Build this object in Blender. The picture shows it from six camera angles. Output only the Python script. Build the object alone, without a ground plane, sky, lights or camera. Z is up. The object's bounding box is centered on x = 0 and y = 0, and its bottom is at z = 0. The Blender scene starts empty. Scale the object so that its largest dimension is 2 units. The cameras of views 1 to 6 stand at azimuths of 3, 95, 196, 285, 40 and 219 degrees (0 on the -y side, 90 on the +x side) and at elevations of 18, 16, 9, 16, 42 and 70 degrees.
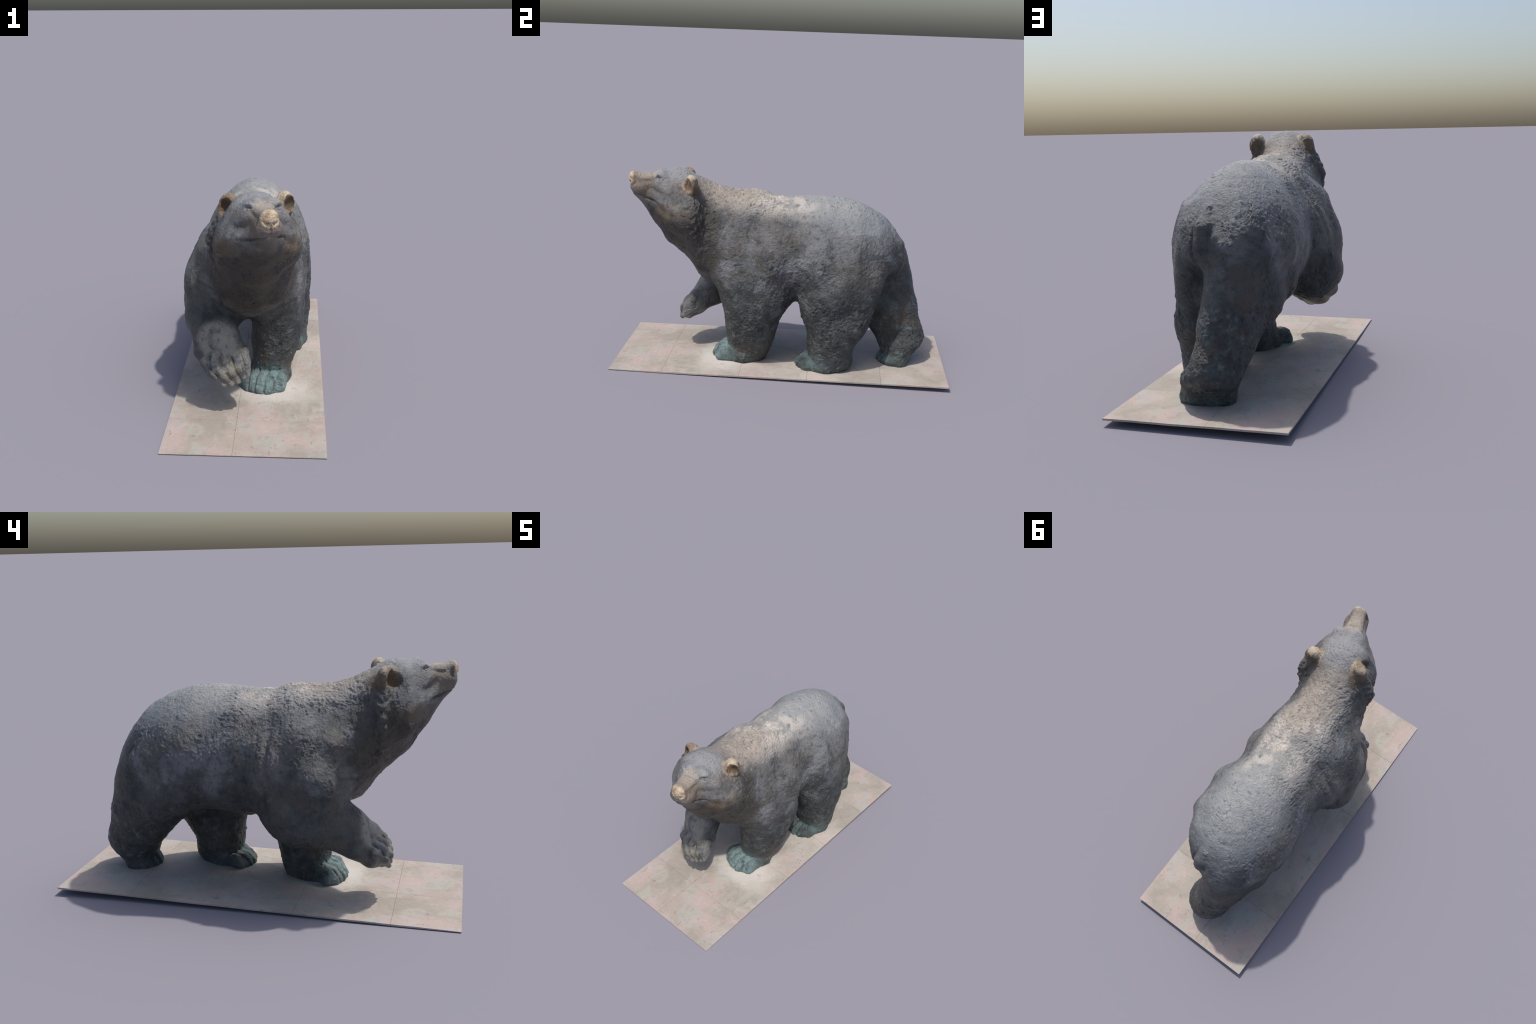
"""Bronze bear statue walking on a tilted strip of stone paving.

The bear is an implicit body: lofted trunk and head, tapered limbs, toes,
ears and tail blended with smooth unions, turned into a mesh by surface nets,
refined, given its hair relief and then split by region into named parts."""
import bpy, math
import numpy as np
from mathutils import Vector

H = 0.0060                       # cell size of the implicit body
rng = np.random.default_rng(7)

# ------------------------------------------------------------------ helpers
def pchip(xs, ys, x):
    xs = np.asarray(xs, float); ys = np.asarray(ys, float)
    h = np.diff(xs); d = np.diff(ys) / h
    m = np.zeros(len(xs)); m[0], m[-1] = d[0], d[-1]
    for i in range(1, len(xs) - 1):
        if d[i - 1] * d[i] > 0:
            w1, w2 = 2 * h[i] + h[i - 1], h[i] + 2 * h[i - 1]
            m[i] = (w1 + w2) / (w1 / d[i - 1] + w2 / d[i])
    x = np.clip(x, xs[0], xs[-1])
    i = np.clip(np.searchsorted(xs, x) - 1, 0, len(xs) - 2)
    t = (x - xs[i]) / h[i]
    return ((1 + 2 * t) * (1 - t) ** 2 * ys[i] + t * (1 - t) ** 2 * h[i] * m[i]
            + t * t * (3 - 2 * t) * ys[i + 1] + t * t * (t - 1) * h[i] * m[i + 1])

def smooth(a, b, x):
    t = np.clip((x - a) / (b - a), 0, 1)
    return t * t * (3 - 2 * t)

def smin(a, b, k):
    h = np.maximum(k - np.abs(a - b), 0) / k
    return np.minimum(a, b) - h * h * k * 0.25

_G = np.random.default_rng(11).normal(size=(256, 3)); _G = (_G / np.linalg.norm(_G, axis=1)[:, None]).astype(np.float32)
_PERM = np.random.default_rng(12).permutation(256).astype(np.int32)

def noise(P, scale, seed=0):
    """gradient noise, about -1..1"""
    Q = np.asarray(P) * scale; fl = np.floor(Q); I = fl.astype(np.int32) + seed * 7; F = (Q - fl).astype(np.float32)
    U = F * F * F * (F * (F * 6 - 15) + 10)
    x, y, z = F[:, 0], F[:, 1], F[:, 2]; u, v, w = U[:, 0], U[:, 1], U[:, 2]
    def corner(a, b, c):
        g = _G[_PERM[(_PERM[(_PERM[(I[:, 0] + a) & 255] + I[:, 1] + b) & 255] + I[:, 2] + c) & 255]]
        return g[:, 0] * (x - a) + g[:, 1] * (y - b) + g[:, 2] * (z - c)
    def lerp(p, q, t): return p + (q - p) * t
    n0 = lerp(lerp(corner(0, 0, 0), corner(1, 0, 0), u), lerp(corner(0, 1, 0), corner(1, 1, 0), u), v)
    n1 = lerp(lerp(corner(0, 0, 1), corner(1, 0, 1), u), lerp(corner(0, 1, 1), corner(1, 1, 1), u), v)
    return lerp(n0, n1, w).astype(float) * 1.6

def fbm(P, scale, octaves=3, seed=0, gain=0.5):
    s, a, t = np.zeros(len(P)), 1.0, 0.0
    for o in range(octaves):
        s += a * noise(P, scale * 2 ** o, seed + 17 * o); t += a; a *= gain
    return s / t

# ------------------------------------------------------------ implicit field
LO = np.array([-0.43, -1.0, -0.02]); HI = np.array([0.40, 0.93, 1.23])
N = np.ceil((HI - LO) / H).astype(int) + 1
AX = [LO[i] + H * np.arange(N[i]) for i in range(3)]

def box(lo, hi, pad=0.10):
    s = []
    for i in range(3):
        a = max(0, int((lo[i] - pad - LO[i]) / H)); b = min(N[i], int((hi[i] + pad - LO[i]) / H) + 2)
        s.append(slice(a, b))
    return tuple(s)

def grid(s):
    x, y, z = (AX[i][s[i]].astype(np.float32) for i in range(3))
    return x[:, None, None], y[None, :, None], z[None, None, :]

def to_distance(q):
    gx, gy, gz = np.gradient(q, H)
    return (q - 1) / np.maximum(np.sqrt(gx * gx + gy * gy + gz * gz), 1.5)

class Part:
    """one blended primitive: slices of the grid it covers and its distances"""
    def __init__(self, group, s, d, k, cut=False):
        self.group, self.s, self.d, self.k, self.cut = group, s, d.astype(np.float32), k, cut

PARTS = []

def section(dx, dz, a, up, dn, nu, nl):
    h = np.where(dz > 0, up, dn); n = np.where(dz > 0, nu, nl)
    u, w = np.abs(dx) / a, np.abs(dz) / h
    return (u ** n + w ** n + 1e-9) ** (1 / n)

def loft(group, rows, k, origin=(0, 0), forward=(0, 1), lo=None, hi=None):
    """rows: station, side offset, z of widest place, half width, top, bottom, upper and lower roundness"""
    R = np.array(rows, float); R = R[np.argsort(R[:, 0])]
    s = box(lo, hi); x, y, z = grid(s)
    fx, fy = forward; f = math.hypot(fx, fy); fx, fy = fx / f, fy / f
    t = (x - origin[0]) * fx + (y - origin[1]) * fy
    v = (x - origin[0]) * fy - (y - origin[1]) * fx
    if fy < 0: v = -v
    tt = np.linspace(R[0, 0], R[-1, 0], 400)
    tab = [pchip(R[:, 0], R[:, i], tt) for i in range(1, 8)]
    tc = np.clip(t, R[0, 0], R[-1, 0])
    c, zm, a, top, bot, nu, nl = (np.interp(tc, tt, q).astype(np.float32) for q in tab)
    a, up, dn = np.maximum(a, .004), np.maximum(top - zm, .004), np.maximum(zm - bot, .004)
    q = section(v - c, z - zm, a, up, dn, nu, nl).astype(np.float32)
    d = np.maximum(to_distance(q), .9 * (q - 1) * np.minimum(a, np.minimum(up, dn)))
    out = np.abs(t - tc)
    d = np.where(out > 0, np.sqrt(np.maximum(d, 0) ** 2 + out ** 2) , d)
    PARTS.append(Part(group, s, d, k)); return d

def column(group, rows, k):
    """rows: z, centre x, centre y, half width x, half depth front, half depth back, roundness, turn in degrees"""
    R = np.array(rows, float); R = R[np.argsort(R[:, 0])]
    m = R[:, 3:6].max()
    s = box((R[:, 1].min() - m, R[:, 2].min() - m, R[0, 0]), (R[:, 1].max() + m, R[:, 2].max() + m, R[-1, 0]))
    x, y, z = grid(s)
    zz = np.clip(z, R[0, 0], R[-1, 0])
    cx, cy, a, bf, bb, n, tw = (pchip(R[:, 0], R[:, i], zz.ravel()).reshape(zz.shape).astype(np.float32) for i in range(1, 8))
    ca, sa = np.cos(np.radians(tw)), np.sin(np.radians(tw))
    dx, dy = x - cx, y - cy
    px, py = ca * dx + sa * dy, -sa * dx + ca * dy
    q = ((np.abs(px) / a) ** n + (np.abs(py) / np.where(py < 0, bf, bb)) ** n + 1e-9) ** (1 / n)
    d = np.maximum(to_distance(q.astype(np.float32)), .9 * (q - 1) * np.minimum(a, np.minimum(bf, bb)))
    out = np.abs(z - zz)
    d = np.where(out > 0, np.sqrt(np.maximum(d, 0) ** 2 + out ** 2), d)
    PARTS.append(Part(group, s, d, k))

def frame(normal, up):
    n = np.array(normal, float); n /= np.linalg.norm(n)
    u = np.array(up, float); u -= n * (u @ n); u /= np.linalg.norm(u)
    return np.stack([np.cross(u, n), u, n])

def ellipsoid(group, c, radii, k, axes=None, cut=False):
    """radii along side, up and normal of axes"""
    A = np.eye(3) if axes is None else axes
    m = max(radii); s = box(np.array(c) - m, np.array(c) + m); x, y, z = grid(s)
    dx, dy, dz = x - c[0], y - c[1], z - c[2]
    k0 = 0; k1 = 0
    for i in range(3):
        p = A[i, 0] * dx + A[i, 1] * dy + A[i, 2] * dz
        k0 = k0 + (p / radii[i]) ** 2; k1 = k1 + (p / radii[i] ** 2) ** 2
    k0 = np.sqrt(k0)
    d = k0 * (k0 - 1) / np.maximum(np.sqrt(k1), 1e-6)
    PARTS.append(Part(group, s, d, k, cut))

def limb(group, pts, k, wide=None, inner=None):
    """chain of tapered capsules; pts: x, y, z, radius. wide=(axis, factor) squashes space along axis"""
    pts = np.array(pts, float); r = pts[:, 3].max() * (wide[1] if wide else 1)
    s = box(pts[:, :3].min(0) - r, pts[:, :3].max(0) + r); x, y, z = grid(s)
    X = np.stack(np.broadcast_arrays(x, y, z), -1).astype(np.float32)
    P = pts[:, :3].copy(); f = 1
    if wide:
        w = np.array(wide[0], float); w /= np.linalg.norm(w); f = wide[1]
        X = X - (X @ w.astype(np.float32))[..., None] * w.astype(np.float32) * (1 - 1 / f)
        P = P - (P @ w)[:, None] * w * (1 - 1 / f)
    d = None
    for i in range(len(P) - 1):
        a, b = P[i].astype(np.float32), P[i + 1].astype(np.float32); ab = b - a
        t = np.clip(((X - a) @ ab) / (ab @ ab), 0, 1)
        e = np.linalg.norm(X - a - t[..., None] * ab, axis=-1) - (pts[i, 3] + t * (pts[i + 1, 3] - pts[i, 3]))
        d = e if d is None else smin(d, e, inner or 0.03)
    PARTS.append(Part(group, s, d, k))

# --------------------------------------------------------------- the anatomy
HO = np.array([0.055, -0.585]); HF = np.array([0.224, -0.975]); HF /= np.linalg.norm(HF)
HV = np.array([-HF[1], HF[0]])          # towards the bear's left (+x)
def head_point(t, v, z):
    p = HO + HF * t + HV * v
    return np.array([p[0], p[1], z])
def head_dir(t, v, z):
    p = HF * t + HV * v
    return np.array([p[0], p[1], z])

# trunk: y, x, z widest, half width, top, bottom, roundness up, down
loft("torso", [
    (-0.6, 0.043, 0.84, 0.115, 1.017, 0.684, 1.644, 1.991),
    (-0.55, 0.025, 0.82, 0.188, 1.093, 0.601, 1.526, 1.988),
    (-0.5, 0.011, 0.792, 0.214, 1.096, 0.519, 1.444, 2.015),
    (-0.4, 0.004, 0.765, 0.22, 1.071, 0.465, 1.601, 1.976),
    (-0.3, -0.002, 0.71, 0.227, 1.055, 0.424, 1.774, 2.072),
    (-0.18, -0.004, 0.681, 0.244, 1.054, 0.395, 2.054, 2.173),
    (-0.05, 0.009, 0.669, 0.257, 1.02, 0.386, 1.899, 2.14),
    (0.08, -0.009, 0.651, 0.266, 1.028, 0.376, 1.727, 2.086),
    (0.22, 0.015, 0.653, 0.302, 1.037, 0.391, 1.64, 2.156),
    (0.33, -0.006, 0.661, 0.295, 1.034, 0.402, 1.643, 2.212),
    (0.43, 0.003, 0.669, 0.294, 1.007, 0.459, 1.655, 2.176),
    (0.52, -0.014, 0.671, 0.231, 0.961, 0.513, 1.615, 2.016),
    (0.6, -0.014, 0.678, 0.185, 0.916, 0.583, 1.623, 1.864),
    (0.65, -0.007, 0.673, 0.155, 0.842, 0.585, 1.7, 1.95),
    (0.69, -0.004, 0.675, 0.112, 0.790, 0.595, 1.8, 2),
    (0.715, 0.0, 0.675, 0.065, 0.745, 0.625, 1.9, 2)], 0.05, lo=(-.33, -.62, .38), hi=(.33, .74, 1.09))

# head: distance ahead of the ears, then as above
loft("head", [
    (-0.14, -0.025, 0.841, 0.146, 1.038, 0.609, 2.002, 1.6),
    (-0.08, -0.028, 0.877, 0.185, 1.101, 0.564, 1.941, 1.6),
    (-0.03, -0.022, 0.906, 0.219, 1.134, 0.603, 1.915, 1.6),
    (0.02, -0.02, 0.925, 0.179, 1.163, 0.638, 1.993, 1.6),
    (0.08, -0.021, 0.938, 0.182, 1.169, 0.687, 2.039, 1.6),
    (0.13, -0.011, 0.945, 0.171, 1.162, 0.731, 1.77, 1.6),
    (0.165, -0.014, 0.955, 0.139, 1.155, 0.798, 1.89, 1.993),
    (0.19, -0.017, 0.965, 0.113, 1.14, 0.828, 2.291, 1.994),
    (0.21, -0.016, 0.972, 0.09, 1.14, 0.852, 2.696, 1.988),
    (0.245, -0.013, 0.986, 0.067, 1.14, 0.915, 2.8, 2.092),
    (0.28, -0.01, 1.013, 0.053, 1.143, 0.966, 2.8, 2.197),
    (0.305, -0.008, 1.052, 0.046, 1.149, 0.991, 2.8, 2.398),
    (0.322, -0.008, 1.085, 0.047, 1.15, 1.01, 2.8, 2.406),
    (0.334, -0.001, 1.085, 0.036, 1.138, 1.048, 2.4, 2.3)], 0.06, origin=HO, forward=HF,
    lo=(-.22, -.94, .5), hi=(.30, -.40, 1.19))
# brow, cheek pads, nose pad and upper lip
for sgn in (1, -1):
    ellipsoid("head", head_point(.150, sgn * .050, 1.122), (.036, .030, .036), 0.03)
    ellipsoid("head", head_point(.285, sgn * .030, 1.058), (.034, .050, .036), 0.03)
    ellipsoid("head", head_point(.03, sgn * .15, .90), (.06, .085, .10), 0.06)
ellipsoid("nose", head_point(.319, 0, 1.109), (.034, .035, .034), 0.020, frame(head_dir(1, 0, .1), (0, 0, 1)))
# ears: rounded cups open forward and outward
for sgn in (1, -1):
    A = frame(head_dir(.88, sgn * .46, .0), head_dir(0, -sgn * .30, 1))
    c = head_point(-.012, sgn * .138, 1.097)
    ellipsoid("ear", c, (.045, .058, .042), 0.022, A)
    ellipsoid("ear", c + A[2] * .040 + head_dir(0, sgn * .003, -.007), (.034, .045, .040), 0.010, A, cut=True)

# shoulder masses and chest
ellipsoid("torso", (0.114, -0.21, 0.628), (0.089, 0.19, 0.295), 0.08)
ellipsoid("torso", (0.023, -0.43, 0.664), (0.146, 0.089, 0.169), 0.08)
ellipsoid("torso", (0.002, -0.201, 0.958), (0.097, 0.158, 0.039), 0.06)

def muscle(*a): ellipsoid(*a)
muscle("torso", (-.197, -.268, .61), (.148, .162, .19), 0.07)      # right shoulder, carried forward
muscle("torso", (-.186, -.095, .62), (.138, .115, .21), 0.07)
muscle("torso", (.165, -.290, .61), (.096, .110, .17), 0.06)        # front of the left shoulder
muscle("torso", (.050, .470, .80), (.120, .130, .145), 0.06)
muscle("torso", (.180, -.085, .61), (.115, .080, .19), 0.06)       # behind the left shoulder
muscle("torso", (-.185, -.350, .78), (.082, .085, .10), 0.06)
muscle("hindleg", (.208, .325, .53), (.114, .105, .18), 0.06)
muscle("hindleg_back", (-.195, .400, .51), (.088, .080, .10), 0.05)
muscle("torso", (-.040, .585, .70), (.135, .105, .13), 0.06)          # rump
muscle("hindleg", (.204, .235, .44), (.121, .124, .18), 0.06)      # left thigh
muscle("hindleg", (.085, .420, .50), (.080, .150, .16), 0.05)
muscle("hindleg_back", (-.070, .625, .57), (.105, .136, .20), 0.05)
muscle("hindleg_back", (-.155, .515, .47), (.100, .090, .12), 0.05)

# planted left foreleg: z, x, y, half width, front, back, roundness, turn
column("foreleg", [
    (0.005, 0.089, -0.196, 0.092, 0.118, 0.112, 2.2, -18),
    (0.06, 0.100, -0.190, 0.103, 0.122, 0.124, 2.2, -18),
    (0.15, 0.124, -0.184, 0.114, 0.150, 0.152, 2.1, -18),
    (0.28, 0.136, -0.173, 0.137, 0.172, 0.166, 2.1, -14),
    (0.43, 0.153, -0.158, 0.131, 0.208, 0.215, 2.2, -10),
    (0.58, 0.153, -0.184, 0.122, 0.197, 0.195, 2, 0),
    (0.7, 0.143, -0.196, 0.09, 0.145, 0.143, 2, 0)], 0.06)
# its paw, turned inward
limb("forepaw", [(.105, -.220, .042, .052), (.080, -.315, .038, .046)], 0.04, wide=((1, 0, 0), 2.25))
for i, (x, y) in enumerate([(-.036, -.345), (-.004, -.388), (.046, -.408), (.102, -.410), (.165, -.385)]):
    bx, by = .0 + .042 * i, -.285
    limb("forepaw", [(bx, by, .072, .026), (x * .5 + bx * .5, y * .55 + by * .45, .066, .027), (x, y + .021, .036, .026)], 0.026)

limb("forepaw", [(-.026, -.318, .036, .024), (.000, -.358, .034, .025), (.046, -.380, .034, .026), (.102, -.382, .034, .026), (.158, -.358, .034, .025), (.172, -.30, .036, .024)], 0.012)

# raised right foreleg: shoulder, elbow, forearm, wrist, fingers
limb("raised_foreleg", [(-0.161, -0.228, 0.787, 0.104), (-0.186, -0.304, 0.566, 0.113), (-0.238, -0.177, 0.458, 0.123), (-0.175, -0.251, 0.432, 0.14)], 0.08)
limb("raised_foreleg", [(-0.211, -0.22, 0.42, 0.125), (-0.213, -0.343, 0.427, 0.117), (-0.175, -0.438, 0.377, 0.109), (-0.073, -0.531, 0.315, 0.075)], 0.05, inner=.05)
limb("raised_paw", [(-.172, -.478, .320, .074), (-.132, -.552, .246, .050), (-.090, -.602, .196, .028)], 0.03, wide=((1, .28, .43), 1.6))
tips = [(-.108, -.642, .180), (-.074, -.644, .188), (-.041, -.635, .199), (-.016, -.633, .212), (.005, -.617, .228)]
knuckles = [(-.212, -.585, .276), (-.158, -.612, .282), (-.104, -.610, .293), (-.054, -.589, .312), (-.015, -.560, .328)]
wrists = [(-.200, -.510, .345), (-.165, -.525, .360), (-.125, -.525, .369), (-.095, -.518, .370), (-.070, -.500, .362)]
for t, q, w in zip(tips, knuckles, wrists):
    m = [(t[i] + q[i]) / 2 + (0, -.010, .007)[i] for i in range(3)]
    limb("raised_paw", [(*w, .016), (*q, .0205), (*m, .0215), (*t, .0165)], 0.007)

limb("raised_paw", [(-.098, -.612, .200, .016), (-.045, -.604, .212, .016), (.0, -.588, .240, .016)], 0.010)

limb("raised_paw", [(-.060, -.535, .290, .040), (-.022, -.570, .272, .034), (-.010, -.598, .240, .024)], 0.02)

# left hindleg (forward) and right hindleg (stretched back)
column("hindleg", [
    (0.005, 0.175, 0.284, 0.098, 0.114, 0.09, 2.2, 0),
    (0.06, 0.201, 0.318, 0.099, 0.131, 0.126, 2.2, 0),
    (0.15, 0.191, 0.303, 0.124, 0.137, 0.143, 2.2, 0),
    (0.28, 0.189, 0.333, 0.132, 0.171, 0.187, 2.2, 0),
    (0.42, 0.179, 0.356, 0.11, 0.189, 0.204, 2.2, 0),
    (0.58, 0.166, 0.395, 0.107, 0.214, 0.209, 2.1, 0),
    (0.74, 0.135, 0.404, 0.104, 0.182, 0.228, 2, 0),
    (0.85, 0.137, 0.4, 0.085, 0.115, 0.157, 2, 0)], 0.06)
limb("hindpaw", [(.185, .28, .042, .052), (.168, .200, .040, .046)], 0.04, wide=((1, 0, 0), 2.2))
for i, (x, y) in enumerate([(.068, .140), (.112, .112), (.160, .101), (.207, .110), (.252, .145)]):
    bx = .095 + .036 * i
    limb("hindpaw", [(bx, .215, .070, .026), (x * .6 + bx * .4, y + .050, .060, .027), (x, y + .022, .036, .025)], 0.014)

limb("hindpaw", [(.082, .20, .038, .024), (.085, .168, .036, .025), (.118, .142, .036, .026), (.160, .132, .036, .026), (.205, .140, .036, .026), (.240, .172, .036, .025), (.252, .22, .038, .024)], 0.012)

column("hindleg_back", [
    (0.005, 0.022, 0.715, 0.098, 0.097, 0.040, 2, 0),
    (0.06, 0.022, 0.722, 0.116, 0.103, 0.066, 2, 0),
    (0.15, 0.005, 0.745, 0.131, 0.155, 0.124, 2.1, -8),
    (0.22, -0.029, 0.707, 0.114, 0.179, 0.171, 2.2, -12),
    (0.3, -0.05, 0.663, 0.117, 0.205, 0.183, 2.2, -12),
    (0.4, -0.069, 0.599, 0.141, 0.237, 0.225, 2.2, -10),
    (0.55, -0.087, 0.536, 0.137, 0.248, 0.237, 2.2, -5),
    (0.68, -0.111, 0.463, 0.156, 0.236, 0.223, 2, 0),
    (0.8, -0.085, 0.450, 0.125, 0.18, 0.19, 2, 0),
    (0.88, -0.065, 0.43, 0.090, 0.13, 0.145, 2, 0),
    (0.96, -0.04, 0.41, 0.035, 0.05, 0.06, 2, 0)], 0.06)
limb("hindpaw_back", [(.045, .730, .048, .052), (.040, .680, .046, .046)], 0.04, wide=((1, 0, 0), 2.05))
for i, (x, y) in enumerate([(-.048, .640), (-.010, .610), (.034, .598), (.080, .612), (.118, .648)]):
    bx = -.028 + .034 * i
    limb("hindpaw_back", [(bx, .69, .078, .026), (x * .6 + bx * .4, y + .045, .066, .027), (x, y + .022, .044, .025)], 0.014)
limb("hindpaw_back", [(-.036, .70, .046, .024), (-.032, .668, .044, .025), (-.006, .640, .044, .026), (.034, .628, .044, .026), (.076, .640, .044, .026), (.104, .672, .044, .025), (.11, .71, .046, .024)], 0.012)
# tail
limb("tail", [(.034, .622, .840, .036), (.047, .670, .772, .034), (.052, .698, .705, .025)], 0.020)

# --------------------------------------------------------- union and surface
GROUPS = []
for p in PARTS:
    if p.group not in GROUPS: GROUPS.append(p.group)

def build_field():
    F = np.full(N, 0.15, np.float32)
    for p in PARTS:
        v = F[p.s]
        F[p.s] = -smin(-v, p.d, p.k) if p.cut else smin(v, p.d, p.k)
    return F

def surface_nets(F):
    S = F < 0
    n = F.shape
    V = S[:-1, :-1, :-1].astype(np.int8)
    cnt = np.zeros([k - 1 for k in n], np.int8)
    for a in (0, 1):
        for b in (0, 1):
            for c in (0, 1):
                cnt += S[a:n[0] - 1 + a, b:n[1] - 1 + b, c:n[2] - 1 + c]
    act = (cnt > 0) & (cnt < 8)
    idx = np.full(act.shape, -1, np.int64); I = np.argwhere(act); idx[act] = np.arange(len(I))
    acc = np.zeros((len(I), 3)); w = np.zeros(len(I))
    corners = [(a, b, c) for a in (0, 1) for b in (0, 1) for c in (0, 1)]
    val = {q: F[I[:, 0] + q[0], I[:, 1] + q[1], I[:, 2] + q[2]].astype(float) for q in corners}
    for q in corners:
        for ax in range(3):
            if q[ax] == 0:
                r = list(q); r[ax] = 1; r = tuple(r)
                f0, f1 = val[q], val[r]; m = (f0 < 0) != (f1 < 0)
                t = np.where(m, f0 / np.where(m, f0 - f1, 1), 0)
                pt = np.array(q, float)[None].repeat(len(I), 0); pt[:, ax] += t
                acc += pt * m[:, None]; w += m
    P = LO + H * (I + acc / w[:, None])
    quads = []
    for ax in range(3):
        b, c = (ax + 1) % 3, (ax + 2) % 3
        s0 = [slice(None)] * 3; s1 = [slice(None)] * 3
        s0[ax] = slice(0, -1); s1[ax] = slice(1, None)
        for s in (s0, s1):
            s[b] = slice(1, -1); s[c] = slice(1, -1)
        A, B = S[tuple(s0)], S[tuple(s1)]
        E = np.argwhere(A != B); up = A[A != B]
        E[:, b] += 1; E[:, c] += 1
        def cell(db, dc):
            q = E.copy(); q[:, b] += db; q[:, c] += dc
            return idx[q[:, 0], q[:, 1], q[:, 2]]
        Q = np.stack([cell(-1, -1), cell(0, -1), cell(0, 0), cell(-1, 0)], 1)
        Q[~up] = Q[~up][:, ::-1]
        quads.append(Q)
    return P, np.concatenate(quads)

def sample(G, P, default=0.15):
    q = (P - LO) / H; i = np.clip(np.floor(q).astype(int), 0, N - 2); f = q - i
    o = 0
    for a in (0, 1):
        for b in (0, 1):
            for c in (0, 1):
                wgt = np.where(a, f[:, 0], 1 - f[:, 0]) * np.where(b, f[:, 1], 1 - f[:, 1]) * np.where(c, f[:, 2], 1 - f[:, 2])
                o = o + wgt * G[i[:, 0] + a, i[:, 1] + b, i[:, 2] + c]
    return o

def mesh_from(name, P, Q):
    me = bpy.data.meshes.new(name)
    me.vertices.add(len(P)); me.vertices.foreach_set("co", P.astype(np.float32).ravel())
    k = Q.shape[1]
    me.loops.add(Q.size); me.loops.foreach_set("vertex_index", Q.astype(np.int32).ravel())
    me.polygons.add(len(Q)); me.polygons.foreach_set("loop_start", np.arange(0, Q.size, k, dtype=np.int32))
    me.update(calc_edges=True)
    return me

def arrays(me):
    P = np.empty(len(me.vertices) * 3, np.float32); me.vertices.foreach_get("co", P)
    Q = np.empty(len(me.loops), np.int32); me.loops.foreach_get("vertex_index", Q)
    return P.reshape(-1, 3).astype(float), Q.reshape(-1, 4)

def vertex_normals(P, Q):
    d1, d2 = P[Q[:, 2]] - P[Q[:, 0]], P[Q[:, 3]] - P[Q[:, 1]]
    fn = np.cross(d1, d2); Nn = np.zeros_like(P)
    for i in range(4): np.add.at(Nn, Q[:, i], fn)
    return Nn / np.maximum(np.linalg.norm(Nn, axis=1, keepdims=True), 1e-12)

def refine(P, Q, levels=1):
    me = mesh_from("raw", P, Q); ob = bpy.data.objects.new("raw", me); bpy.context.collection.objects.link(ob)
    m = ob.modifiers.new("s", "SUBSURF"); m.levels = m.render_levels = levels
    dg = bpy.context.evaluated_depsgraph_get(); ev = ob.evaluated_get(dg)
    out = arrays(ev.to_mesh()); ev.to_mesh_clear()
    bpy.data.objects.remove(ob); bpy.data.meshes.remove(me)
    return out

# ------------------------------------------------------------- surface relief
def curve_distance(P, pts, steps=8):
    """distance to a smooth curve through pts and the place along it, 0..1"""
    pts = np.array(pts, float); u = np.linspace(0, 1, len(pts)); w = np.linspace(0, 1, steps * (len(pts) - 1) + 1)
    C = np.stack([pchip(u, pts[:, i], w) for i in range(3)], 1)
    best = np.full(len(P), 9.0); along = np.zeros(len(P))
    for i in range(len(C) - 1):
        ab = C[i + 1] - C[i]; t = np.clip((P - C[i]) @ ab / (ab @ ab), 0, 1)
        d = np.linalg.norm(P - C[i] - t[:, None] * ab, axis=1)
        m = d < best; best[m] = d[m]; along[m] = (i + t[m]) / (len(C) - 1)
    return best, along

def near(P, c, r):
    return np.flatnonzero((np.abs(P - np.array(c)) < r).all(1))

def groove(P, D, pts, width, depth, taper=True):
    pts = np.array(pts, float)
    for i in range(len(pts)):               # let the groove follow the surface
        c = near(P, pts[i], .06)
        if len(c): pts[i] = P[c[np.argmin(((P[c] - pts[i]) ** 2).sum(1))]]
    m = np.flatnonzero(((P > pts.min(0) - 4 * width - .01) & (P < pts.max(0) + 4 * width + .01)).all(1))
    if not len(m): return
    d, a = curve_distance(P[m], pts)
    D[m] -= depth * np.exp(-(d / width) ** 2) * (np.sqrt(np.clip(np.sin(np.pi * np.clip(a, .02, .98)), 0, 1)) if taper else 1)

def bump(P, D, c, r, amount):
    m = near(P, c, 3 * r); d = np.linalg.norm(P[m] - np.array(c), axis=1)
    D[m] += amount * np.exp(-(d / r) ** 2)

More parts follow.
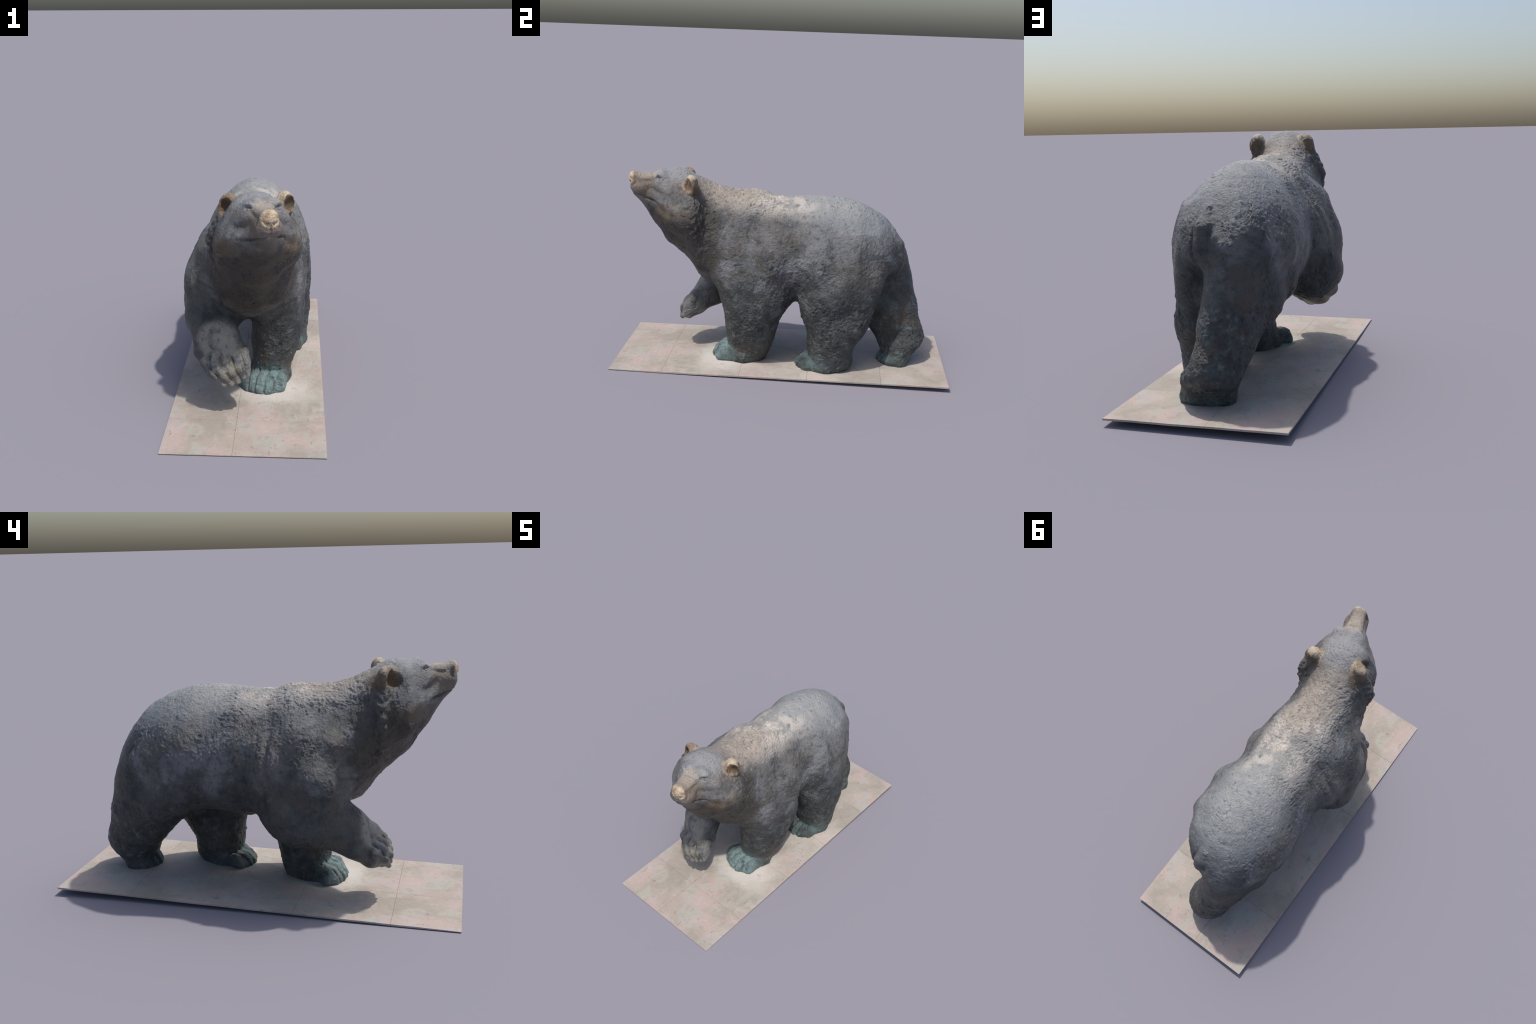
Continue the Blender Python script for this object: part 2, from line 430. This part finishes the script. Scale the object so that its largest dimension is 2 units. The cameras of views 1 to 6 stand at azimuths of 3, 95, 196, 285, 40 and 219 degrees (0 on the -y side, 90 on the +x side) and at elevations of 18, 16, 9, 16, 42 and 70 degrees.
def relief(P, Nn):
    D = np.zeros(len(P))
    t = (P[:, :2] - HO) @ HF; v = (P[:, :2] - HO) @ HV; z = P[:, 2]
    # smooth face, bare raised paw, coarse hair elsewhere
    face = smooth(.02, .10, t) * smooth(.86, .94, z)
    arm = smooth(-.36, -.44, P[:, 1]) * smooth(.06, -.02, P[:, 0]) * smooth(.52, .46, z)
    hair = (1 - .75 * face) * (1 - .8 * arm)
    warp = P + .03 * np.stack([noise(P, 7, 1), noise(P, 7, 2), noise(P, 7, 3)], 1)
    D += .004 * fbm(P, 6, 2, 11) * hair                        # broad unevenness of the cast
    patch = smooth(-.25, .35, noise(P, 5, 5))
    rough = np.clip(.58 + .50 * smooth(.0, .45, noise(P, 6, 91)) + .7 * np.exp(-((P[:, 1] + .2) / .2) ** 2) * smooth(.85, .98, z)
                    + .6 * np.exp(-((P[:, 1] - .02) / .13) ** 2 - ((z - .62) / .2) ** 2) + .35 * smooth(.5, .35, z), 0, 1.3)
    hair = hair * rough
    for fx, fy in ((.08, -.34), (.16, .17), (.04, .65)):       # paws are worn smooth
        hair = hair * (1 - .85 * np.exp(-((P[:, 0] - fx) / .13) ** 2 - ((P[:, 1] - fy) / .08) ** 2 - ((z - .05) / .06) ** 2))
    limbs = smooth(.62, .45, z)
    ridg = 1 - np.abs(fbm(warp, 34, 3, 21, .6)) * 2
    D += .0016 * (ridg - .6) * hair * (patch + .4 * limbs)
    lump = fbm(warp, 17, 3, 61, .6)                            # chiselled lumps and pits
    D += (.0110 * np.maximum(lump - .12, 0) - .0100 * np.maximum(-lump - .2, 0)) * hair * (1.25 - .6 * patch)
    lump = fbm(warp * np.array([1, 1.4, 1]), 42, 2, 67, .6)
    D += .0036 * np.maximum(lump - .05, -.15) * hair * (1.2 - .5 * patch)
    D += .0024 * fbm(warp, 80, 2, 31, .7) * hair
    D -= .003 * smooth(.50, .64, noise(warp, 38, 77)) * hair   # casting pits
    D -= .0022 * rough
    # ruff of tufts behind and under the ears
    ruff = np.exp(-((t + .035) / .07) ** 2) * smooth(.60, .78, z) * smooth(1.12, 1.03, z) * smooth(.09, .15, np.abs(v))
    D += ruff * .016 * np.maximum(fbm(warp * np.array([1.0, 1.3, .8]), 30, 2, 41), -.5)
    # mane on shoulders and top of neck
    mane = np.exp(-((P[:, 1] + .22) / .16) ** 2) * smooth(.86, .98, z)
    D += mane * .006 * (fbm(warp, 19, 3, 51, .65) - .2)
    # mouth line
    for s in (1, -1):
        groove(P, D, [head_point(.330, s * .004, 1.028), head_point(.318, s * .032, 1.018), head_point(.285, s * .058, 1.008),
                      head_point(.240, s * .072, .995), head_point(.196, s * .086, .985), head_point(.182, s * .098, .965)], .0055, .011)
        # crease above the lip, from nose wing down, and below the cheek
        groove(P, D, [head_point(.322, s * .042, 1.125), head_point(.305, s * .050, 1.105), head_point(.305, s * .045, 1.080), head_point(.322, s * .030, 1.066)], .006, .006)
        groove(P, D, [head_point(.285, s * .052, 1.10), head_point(.24, s * .058, 1.105), head_point(.20, s * .066, 1.112)], .012, .007)
        groove(P, D, [head_point(.240, s * .066, 1.075), head_point(.195, s * .098, 1.042), head_point(.14, s * .132, 1.025)], .017, .010)
        groove(P, D, [head_point(.255, s * .078, 1.025), head_point(.19, s * .115, .995), head_point(.11, s * .155, .965)], .020, -.007)
        groove(P, D, [head_point(.21, s * .095, .960), head_point(.14, s * .145, .930), head_point(.06, s * .18, .905)], .022, .008)
        groove(P, D, [head_point(.10, s * .142, 1.06), head_point(.07, s * .160, 1.01), head_point(.06, s * .17, .95)], .014, .004)
        # eye socket, brow, lids
        e = head_point(.181, s * .074, 1.117)
        bump(P, D, e, .018, -.011)
        groove(P, D, [head_point(.197, s * .050, 1.135), head_point(.182, s * .066, 1.141), head_point(.155, s * .086, 1.132)], .010, -.008)
        groove(P, D, [head_point(.200, s * .056, 1.120), head_point(.190, s * .068, 1.129), head_point(.165, s * .084, 1.120)], .0045, .008)
        groove(P, D, [head_point(.195, s * .062, 1.106), head_point(.182, s * .076, 1.100), head_point(.168, s * .086, 1.106)], .006, -.004)
        bump(P, D, head_point(.200, s * .082, 1.078), .020, .005)
        # nostril
        groove(P, D, [head_point(.350, s * .008, 1.090), head_point(.347, s * .018, 1.087), head_point(.334, s * .031, 1.096)], .0055, .013)
    groove(P, D, [head_point(.203, -.045, 1.136), head_point(.207, 0, 1.140), head_point(.203, .045, 1.136)], .012, .006)
    for sg in (1, -1):
        bump(P, D, head_point(.168, sg * .034, 1.156), .022, .006)
        bump(P, D, head_point(.14, sg * .10, 1.075), .030, .005)
    # furrow of the forehead and groove below the nose
    groove(P, D, [head_point(.19, 0, 1.142), head_point(.14, 0, 1.168), head_point(.06, 0, 1.172)], .014, .004)
    groove(P, D, [head_point(.346, 0, 1.085), head_point(.338, 0, 1.060), head_point(.330, 0, 1.032)], .004, .006)
    # clefts between the toes of the raised and the planted paws
    for i in range(4):
        mid = lambda A, dz, dy: [(A[i][0] + A[i + 1][0]) / 2, (A[i][1] + A[i + 1][1]) / 2 + dy, (A[i][2] + A[i + 1][2]) / 2 + dz]
        groove_pts = [mid(knuckles, .020, -.010), mid(knuckles, -.010, -.016), [(u + w) / 2 for u, w in zip(mid(knuckles, 0, -.02), mid(tips, 0, -.02))], mid(tips, .006, -.014)]
        groove(P, D, groove_pts, .0055, .009)
    for xs, y0, y1 in ((((.02, -.018), (.062, .022), (.104, .075), (.146, .135)), -.285, -.405), (((.113, .09), (.149, .136), (.185, .184), (.221, .230)), .20, .105), (((-.011, -.03), (.023, .012), (.057, .057), (.091, .100)), .675, .605)):
        for xa, xb in xs:
            groove(P, D, [(xa, y0, .098), (xa * .4 + xb * .6, y0 * .5 + y1 * .5, .085), (xb, y1 - .004, .045), (xb, y1 - .01, .022)], .0065, .010, False)
    # fold behind the right shoulder
    groove(P, D, [(-0.250, -0.072, 0.907), (-0.285, -0.070, 0.824), (-0.300, -0.072, 0.719), (-0.300, -0.092, 0.590)], .018, .012)
    # crease beside the tail
    groove(P, D, [(.090, .650, .83), (.100, .675, .76), (.095, .690, .66), (.10, .68, .56)], .010, .013)
    groove(P, D, [(-.005, .690, .80), (.005, .705, .75), (.02, .72, .69)], .012, .008)
    return D

def relax(P, Q, weight, steps):
    """let the surface flow smooth where weight > 0"""
    e = np.concatenate([Q[:, [0, 1]], Q[:, [1, 2]], Q[:, [2, 3]], Q[:, [3, 0]]])
    weight = np.maximum(weight - .02, 0)
    e = e[(weight[e] > 0).any(1)]
    i, j = np.concatenate([e[:, 0], e[:, 1]]), np.concatenate([e[:, 1], e[:, 0]])
    n = np.maximum(np.bincount(i, minlength=len(P)), 1)
    P = P.copy()
    for _ in range(steps):
        S = np.stack([np.bincount(i, P[j, k], minlength=len(P)) for k in range(3)], 1)
        P += .5 * weight[:, None] * (S / n[:, None] - P)
    return P

FIELD = build_field()
P0, Q0 = surface_nets(FIELD)
w = np.exp(-(((P0 - np.array([-.05, .60, .80])) / np.array([.24, .15, .17])) ** 2).sum(1) ** 2)
w *= 1 - .9 * np.exp(-(((P0 - np.array([.047, .69, .77])) / .07) ** 2).sum(1))
P0 = relax(P0, Q0, w, 40)
P, Q = refine(P0, Q0)
NRM = vertex_normals(P, Q)
P = P + NRM * relief(P, NRM)[:, None]
P[:, 2] = np.maximum(P[:, 2], 0.004)
NRM = vertex_normals(P, Q)

# -------------------------------------------------------------- region labels
def labels(P, centres):
    best = np.full(len(centres), 9.0); lab = np.zeros(len(centres), int)
    for g, name in enumerate(GROUPS):
        G = np.full(N, 0.15, np.float32)
        for p in PARTS:
            if p.group == name and not p.cut: G[p.s] = np.minimum(G[p.s], p.d)
        d = sample(G, centres)
        m = d < best; best[m] = d[m]; lab[m] = g
    return lab

# ------------------------------------------------------------------ materials
def new_material(name):
    m = bpy.data.materials.new(name); m.use_nodes = True
    nt = m.node_tree; nt.nodes.clear()
    return m, nt

class Nodes:
    def __init__(self, nt): self.nt = nt
    def add(self, kind, **kw):
        n = self.nt.nodes.new(kind)
        for k, v in kw.items(): setattr(n, k, v)
        return n
    def link(self, a, b): self.nt.links.new(a, b)
    def put(self, sock, v):
        if hasattr(v, "is_output") or isinstance(v, bpy.types.NodeSocket): self.link(v, sock)
        else: sock.default_value = v
    def math(self, op, a, b=0.0, c=0.0, clamp=False):
        n = self.add("ShaderNodeMath", operation=op, use_clamp=clamp)
        for s, v in zip(n.inputs, (a, b, c)): self.put(s, v)
        return n.outputs[0]
    def noise(self, vec, scale, detail=4, rough=.55, dist=0.0):
        n = self.add("ShaderNodeTexNoise"); self.link(vec, n.inputs["Vector"])
        n.inputs["Scale"].default_value = scale; n.inputs["Detail"].default_value = detail
        n.inputs["Roughness"].default_value = rough; n.inputs["Distortion"].default_value = dist
        return n.outputs["Fac"]
    def step(self, x, a, b):
        n = self.add("ShaderNodeMapRange", interpolation_type="SMOOTHSTEP")
        self.put(n.inputs[0], x); n.inputs[1].default_value = a; n.inputs[2].default_value = b
        return n.outputs[0]
    def mix(self, f, a, b):
        n = self.add("ShaderNodeMix", data_type="RGBA"); self.put(n.inputs[0], f)
        self.put(n.inputs[6], a if not isinstance(a, tuple) else (*a, 1)); self.put(n.inputs[7], b if not isinstance(b, tuple) else (*b, 1))
        return n.outputs[2]
    def blob(self, vec, c, r, edge=.35, ragged=None, amount=.35):
        """1 inside an ellipsoid of centre c and radii r, with a soft ragged border"""
        s = self.add("ShaderNodeVectorMath", operation="SUBTRACT"); self.link(vec, s.inputs[0]); s.inputs[1].default_value = c
        d = self.add("ShaderNodeVectorMath", operation="DIVIDE"); self.link(s.outputs[0], d.inputs[0]); d.inputs[1].default_value = r
        l = self.add("ShaderNodeVectorMath", operation="LENGTH"); self.link(d.outputs[0], l.inputs[0])
        x = l.outputs["Value"]
        if ragged is not None:
            x = self.math("ADD", x, self.math("MULTIPLY", self.math("SUBTRACT", ragged, .5), amount * 2))
        return self.step(x, 1 + edge / 2, 1 - edge / 2)

def bronze():
    m, nt = new_material("weathered_bronze"); B = Nodes(nt)
    tc = B.add("ShaderNodeTexCoord"); vec = tc.outputs["Object"]
    n2 = B.noise(vec, 2.6, 4, .6); n4 = B.noise(vec, 4.5, 5, .6, .2); n7 = B.noise(vec, 8, 5, .62, .25)
    n11 = B.noise(vec, 12, 5, .65, .3); n20 = B.noise(vec, 22, 5, .68, .15); n45 = B.noise(vec, 48, 4, .65); n90 = B.noise(vec, 95, 3, .6)
    def over(col, mask, c, amt=1.0):
        return B.mix(B.math("MULTIPLY", mask, amt, clamp=True), col, c)
    # blue-grey patina with violet, tan and teal clouds
    col = B.mix(B.step(n7, .36, .64), (.074, .078, .082), (.198, .204, .212))
    col = over(col, B.step(n4, .52, .62), (.165, .155, .165), .6)
    col = over(col, B.step(n2, .50, .60), (.155, .138, .112), .5)
    col = over(col, B.step(n11, .58, .70), (.105, .150, .152), .65)
    col = over(col, B.step(n20, .54, .64), (.046, .046, .045), .7)
    col = over(col, B.math("MULTIPLY", B.blob(vec, (.2, -.22, .66), (.22, .26, .20), .8, n7, .5), B.step(n11, .46, .60)), (.095, .086, .068), .7)
    grain = B.noise(vec, 38, 6, .75, .3)
    col = over(col, B.step(grain, .55, .68), (.270, .268, .262), .5)
    col = over(col, B.step(n45, .58, .66), (.165, .135, .105), .25)
    # pale cream streak along the back, lightened partly for light from above
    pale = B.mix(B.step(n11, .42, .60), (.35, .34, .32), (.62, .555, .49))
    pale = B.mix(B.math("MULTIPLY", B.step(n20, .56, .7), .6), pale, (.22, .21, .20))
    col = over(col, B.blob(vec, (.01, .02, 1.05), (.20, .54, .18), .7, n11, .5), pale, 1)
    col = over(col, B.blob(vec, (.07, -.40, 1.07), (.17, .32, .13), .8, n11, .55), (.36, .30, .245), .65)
    col = over(col, B.blob(vec, (.02, .40, .98), (.26, .30, .22), .9, n7, .5), (.32, .335, .345), .75)  # upper rump brightened, part of it skylight baked into the colour
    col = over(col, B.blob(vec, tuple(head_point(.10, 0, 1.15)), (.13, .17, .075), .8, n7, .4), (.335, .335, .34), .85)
    # green-black legs and underside, colour deepened partly for the shade down there
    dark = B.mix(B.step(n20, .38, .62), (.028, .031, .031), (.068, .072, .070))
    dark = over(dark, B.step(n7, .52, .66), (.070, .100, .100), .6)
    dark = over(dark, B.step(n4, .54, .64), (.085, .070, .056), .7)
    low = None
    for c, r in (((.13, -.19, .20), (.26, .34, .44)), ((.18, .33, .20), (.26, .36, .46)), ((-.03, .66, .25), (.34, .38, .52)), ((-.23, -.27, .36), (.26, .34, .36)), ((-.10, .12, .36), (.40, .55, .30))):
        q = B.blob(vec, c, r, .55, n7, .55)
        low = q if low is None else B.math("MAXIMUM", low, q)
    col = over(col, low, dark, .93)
    brown = B.mix(B.step(n11, .40, .62), (.024, .022, .020), (.060, .046, .030))
    col = over(col, B.blob(vec, (.06, -.66, .74), (.31, .34, .265), .45, n7, .40), brown, .95)
    col = over(col, B.math("MULTIPLY", B.blob(vec, tuple(head_point(.16, 0, 1.03)), (.17, .17, .10), .7, n7, .4), B.step(n11, .42, .56)), (.150, .132, .112), .6)
    for s in (1, -1):
        col = over(col, B.blob(vec, tuple(head_point(-.06, s * .17, .86)), (.10, .11, .20), .6, n11, .5), (.070, .064, .054), .75)
        col = over(col, B.blob(vec, tuple(head_point(.13, s * .17, .94)), (.08, .12, .045), 1.0, n20, .6), (.24, .17, .08), .30)
    # verdigris on the feet
    verd = B.mix(B.step(n11, .40, .60), (.055, .080, .080), (.16, .25, .25))
    for c, r in (((.09, -.36, .04), (.16, .10, .095)), ((.2, .20, .03), (.14, .14, .085)), ((.06, .65, .03), (.15, .15, .07))):
        col = over(col, B.math("MULTIPLY", B.blob(vec, c, r, 1.5, n11, .5), B.step(n20, .22, .45)), verd, .75)
    col = over(col, B.math("MULTIPLY", B.blob(vec, (.10, -.36, .05), (.14, .09, .08), 1.2, n20, .4), B.step(n20, .34, .56)), (.28, .40, .40), .65)
    # mottled green on the legs
    for c, r in (((.15, -.20, .30), (.22, .26, .36)), ((.2, .33, .25), (.2, .32, .34)), ((.0, .75, .25), (.22, .22, .34))):
        col = over(col, B.math("MULTIPLY", B.blob(vec, c, r, .7, n4, .4), B.step(n20, .55, .68)), (.15, .22, .22), .6)
    # rubbed bronze: ears, nose, lips, raised paw
    gold = B.mix(B.step(n11, .40, .60), (.27, .195, .125), (.62, .50, .365))
    for s in (1, -1):
        e = head_point(-.012, s * .142, 1.105)
        col = over(col, B.blob(vec, tuple(e), (.062, .062, .062), .22, n20, .12), gold, .93)
        col = over(col, B.blob(vec, tuple(head_point(.020, s * .152, 1.088)), (.032, .036, .040), .35, n20, .12), (.135, .090, .048), .85)
        col = over(col, B.blob(vec, tuple(head_point(-.055, s * .145, 1.080)), (.058, .06, .055), .6, n11, .3), (.105, .070, .038), .8)
    nose = B.mix(B.step(n20, .35, .60), (.36, .255, .155), (.68, .55, .40))
    col = over(col, B.blob(vec, tuple(head_point(.27, 0, 1.07)), (.10, .08, .085), .7, n11, .5), (.22, .165, .115), .7)
    col = over(col, B.blob(vec, tuple(head_point(.26, 0, 1.145)), (.06, .10, .035), .7, n11, .4), (.46, .39, .32), .7)
    col = over(col, B.blob(vec, tuple(head_point(.335, 0, 1.110)), (.045, .040, .042), .3, n20, .15), nose, 1)
    col = over(col, B.math("MULTIPLY", B.blob(vec, (-.15, -.56, .385), (.11, .12, .09), .45, n11, .5), B.step(n11, .38, .50)), (.30, .285, .255), .8)
    col = over(col, B.math("MULTIPLY", B.blob(vec, (-.05, -.62, .25), (.11, .07, .10), .7, n7, .4), B.step(n20, .42, .60)), (.30, .28, .22), .75)
    # grain: pale flecks, and bump hollows tinted dark like cavity shading
    col = over(col, B.step(grain, .46, .34), (.038, .038, .037), .55)
    col = over(col, B.step(n45, .60, .74), (.30, .29, .27), .14)
    col = over(col, B.step(n90, .62, .74), (.035, .036, .036), .5)
    out = B.add("ShaderNodeOutputMaterial"); bs = B.add("ShaderNodeBsdfPrincipled")
    B.link(bs.outputs[0], out.inputs[0])
    B.link(col, bs.inputs["Base Color"])
    B.link(B.math("ADD", .24, B.math("MULTIPLY", n11, .28)), bs.inputs["Roughness"])
    bs.inputs["Specular IOR Level"].default_value = .5
    bmp = B.add("ShaderNodeBump"); bmp.inputs["Strength"].default_value = .75; bmp.inputs["Distance"].default_value = .007
    B.link(B.math("ADD", B.noise(vec, 110, 3, .6, .6), B.math("MULTIPLY", grain, 2.0)), bmp.inputs["Height"])
    B.link(bmp.outputs[0], bs.inputs["Normal"])
    return m

def stone():
    m, nt = new_material("sandstone_paving"); B = Nodes(nt)
    vec = B.add("ShaderNodeTexCoord").outputs["Object"]
    mp = B.add("ShaderNodeMapping"); B.link(vec, mp.inputs[0]); mp.inputs["Scale"].default_value = (1, .55, 1); mp.inputs["Rotation"].default_value = (0, 0, .5)
    sv = mp.outputs[0]
    n2 = B.noise(vec, 3.0, 4, .6, .4); n5 = B.noise(sv, 7, 5, .65, .3); n9 = B.noise(vec, 10, 5, .65, .3); n20 = B.noise(sv, 26, 5, .7, .2); n60 = B.noise(vec, 42, 4, .65, .5)
    def over(col, mask, c, amt=1.0):
        return B.mix(B.math("MULTIPLY", mask, amt, clamp=True), col, c)
    v = B.add("ShaderNodeTexVoronoi"); B.link(sv, v.inputs["Vector"]); v.inputs["Scale"].default_value = 9
    shift = B.add("ShaderNodeSeparateColor"); B.link(v.outputs["Color"], shift.inputs[0])
    col = B.mix(B.step(n2, .42, .58), (.385, .335, .285), (.465, .365, .335))
    col = over(col, B.step(n5, .53, .58), (.41, .395, .345), .75)
    col = over(col, B.step(n9, .57, .61), (.49, .44, .39), .45)
    col = over(col, B.step(n9, .43, .38), (.345, .30, .255), .5)
    col = over(col, B.math("MULTIPLY", B.step(shift.outputs[0], .80, .84), B.step(n20, .42, .52)), (.42, .42, .40), .35)
    col = over(col, B.math("MULTIPLY", B.step(shift.outputs[1], .86, .88), B.step(n9, .46, .52)), (.43, .345, .275), .3)
    col = over(col, B.step(n2, .45, .37), (.315, .275, .235), .55)
    col = over(col, B.step(n20, .61, .66), (.25, .23, .205), .7)
    col = over(col, B.step(n60, .69, .73), (.13, .145, .14), .75)
    for c, r, k in (((.11, -.33, .02), (.20, .17, .2), .85), ((.24, .20, .02), (.19, .20, .2), .35), ((.1, .62, .02), (.2, .2, .2), .2)):
        col = over(col, B.math("MULTIPLY", B.blob(vec, c, r, 1.1, n9, .6), B.step(n20, .30, .50)), (.59, .565, .515), k)
    # old joints that the weathered surface has nearly swallowed
    out = B.add("ShaderNodeOutputMaterial"); bs = B.add("ShaderNodeBsdfPrincipled"); B.link(bs.outputs[0], out.inputs[0])
    B.link(col, bs.inputs["Base Color"]); bs.inputs["Roughness"].default_value = .75
    bmp = B.add("ShaderNodeBump"); bmp.inputs["Strength"].default_value = .5; bmp.inputs["Distance"].default_value = .006
    B.link(B.math("ADD", n20, n60), bmp.inputs["Height"]); B.link(bmp.outputs[0], bs.inputs["Normal"])
    return m

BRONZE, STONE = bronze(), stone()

# -------------------------------------------------------------------- objects
def link(ob, parent=None):
    bpy.context.collection.objects.link(ob)
    if parent is not None: ob.parent = parent
    return ob

root = link(bpy.data.objects.new("bear_statue", None))
root["label"] = "weathered bronze bear walking on a strip of pale stone paving"
root["category"] = "bear statue"

KIND = {"torso": "torso", "head": "head", "nose": "nose", "ear": "ear", "foreleg": "forelimb", "forepaw": "paw",
        "raised_foreleg": "forelimb", "raised_paw": "paw", "hindleg": "hindlimb", "hindpaw": "paw",
        "hindleg_back": "hindlimb", "hindpaw_back": "paw", "tail": "tail"}
PARENT = {"nose": "head", "ear": "head", "forepaw": "foreleg", "raised_paw": "raised_foreleg", "hindpaw": "hindleg", "hindpaw_back": "hindleg_back"}

C = P[Q].mean(1)
LAB = labels(P, C)
made = {}
def carve_out(group, name, mask):
    f = Q[mask]
    if not len(f): return None
    used, inv = np.unique(f, return_inverse=True)
    me = mesh_from(name, P[used], inv.reshape(-1, 4))
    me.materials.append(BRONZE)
    me.polygons.foreach_set("use_smooth", np.ones(len(f), bool))
    me.normals_split_custom_set_from_vertices([tuple(x) for x in NRM[used]])
    ob = link(bpy.data.objects.new(name, me))
    return ob

for g, name in enumerate(GROUPS):
    if name == "ear":
        side = (C[:, :2] - HO) @ HV > 0
        for s in (True, False):
            made[(name, s)] = carve_out(name, "ear", (LAB == g) & (side == s))
    else:
        made[name] = carve_out(name, KIND[name], LAB == g)
for key, ob in made.items():
    if ob is None: continue
    g = key[0] if isinstance(key, tuple) else key
    ob.parent = made[PARENT[g]] if g in PARENT else root

# eyes: ball with a rim of lid around it
import bmesh
eye_mesh = bpy.data.meshes.new("eye"); bm = bmesh.new()
bmesh.ops.create_uvsphere(bm, u_segments=24, v_segments=16, radius=.0105)
bm.to_mesh(eye_mesh); bm.free()
eye_mesh.polygons.foreach_set("use_smooth", np.ones(len(eye_mesh.polygons), bool))
em, ent = new_material("eye_bronze"); B = Nodes(ent)
o = B.add("ShaderNodeOutputMaterial"); b = B.add("ShaderNodeBsdfPrincipled"); B.link(b.outputs[0], o.inputs[0])
nv = B.noise(B.add("ShaderNodeTexCoord").outputs["Object"], 150, 3)
B.link(B.mix(nv, (.12, .11, .10), (.22, .19, .15)), b.inputs["Base Color"]); b.inputs["Roughness"].default_value = .4
eye_mesh.materials.append(em)
for s in (1, -1):
    e = bpy.data.objects.new("eye", eye_mesh); link(e, made["head"])
    q = head_point(.181, s * .074, 1.117)
    i = np.argmin(((P - q) ** 2).sum(1))
    e.location = P[i] - NRM[i] * .0055

# paving: a strip of pavers, tilted up toward the rear
def slab_top(x, y):
    return 0.004 + .0162 * (y + 1) + .004 * (-x / .39) * (y + 1) / 2 + .005 * max(0, 1 - ((y - .25) / .75) ** 2) * (1 - (x / .42) ** 2)

def paver(x0, x1, y0, y1, seed):
    bm = bmesh.new(); nx, ny = max(2, int((x1 - x0) / .02)), max(2, int((y1 - y0) / .02))
    top, low = {}, {}
    xs = np.linspace(x0, x1, nx + 1); ys = np.linspace(y0, y1, ny + 1)
    pts = np.array([(x, y, 0) for x in xs for y in ys], float)
    r = fbm(pts, 6, 3, 71) * .0015
    for i in range(nx + 1):
        for j in range(ny + 1):
            x, y = xs[i], ys[j]; zt = slab_top(x, y) + r[i * (ny + 1) + j]
            edge = (i in (0, nx)) or (j in (0, ny))
            xw = x - .006 * y                  # the strip is cut slightly askew
            top[i, j] = bm.verts.new((xw, y, zt - (.0008 if edge else 0)))
            low[i, j] = bm.verts.new((xw, y, max(0.0, zt - .009)))
    for i in range(nx):
        for j in range(ny):
            bm.faces.new((top[i, j], top[i + 1, j], top[i + 1, j + 1], top[i, j + 1]))
            bm.faces.new((low[i, j], low[i, j + 1], low[i + 1, j + 1], low[i + 1, j]))
    for i in range(nx):
        bm.faces.new((top[i, 0], low[i, 0], low[i + 1, 0], top[i + 1, 0]))
        bm.faces.new((top[i, ny], top[i + 1, ny], low[i + 1, ny], low[i, ny]))
    for j in range(ny):
        bm.faces.new((top[0, j], top[0, j + 1], low[0, j + 1], low[0, j]))
        bm.faces.new((top[nx, j], low[nx, j], low[nx, j + 1], top[nx, j + 1]))
    bmesh.ops.recalc_face_normals(bm, faces=bm.faces[:])
    me = bpy.data.meshes.new("paving_stone"); bm.to_mesh(me); bm.free(); me.materials.append(STONE)
    return me

paving = link(bpy.data.objects.new("paving", None), root)
XS = (-.392, -.05, .389); YS = (-.996, -.68, -.22, .18, .61, .999)
for i in range(len(XS) - 1):
    for j in range(len(YS) - 1):
        g = .0005
        me = paver(XS[i] + (g if i else 0), XS[i + 1] - (g if i + 2 < len(XS) else 0), YS[j] + (g if j else 0), YS[j + 1] - (g if j + 2 < len(YS) else 0), i * 10 + j)
        link(bpy.data.objects.new("paving_stone", me), paving)
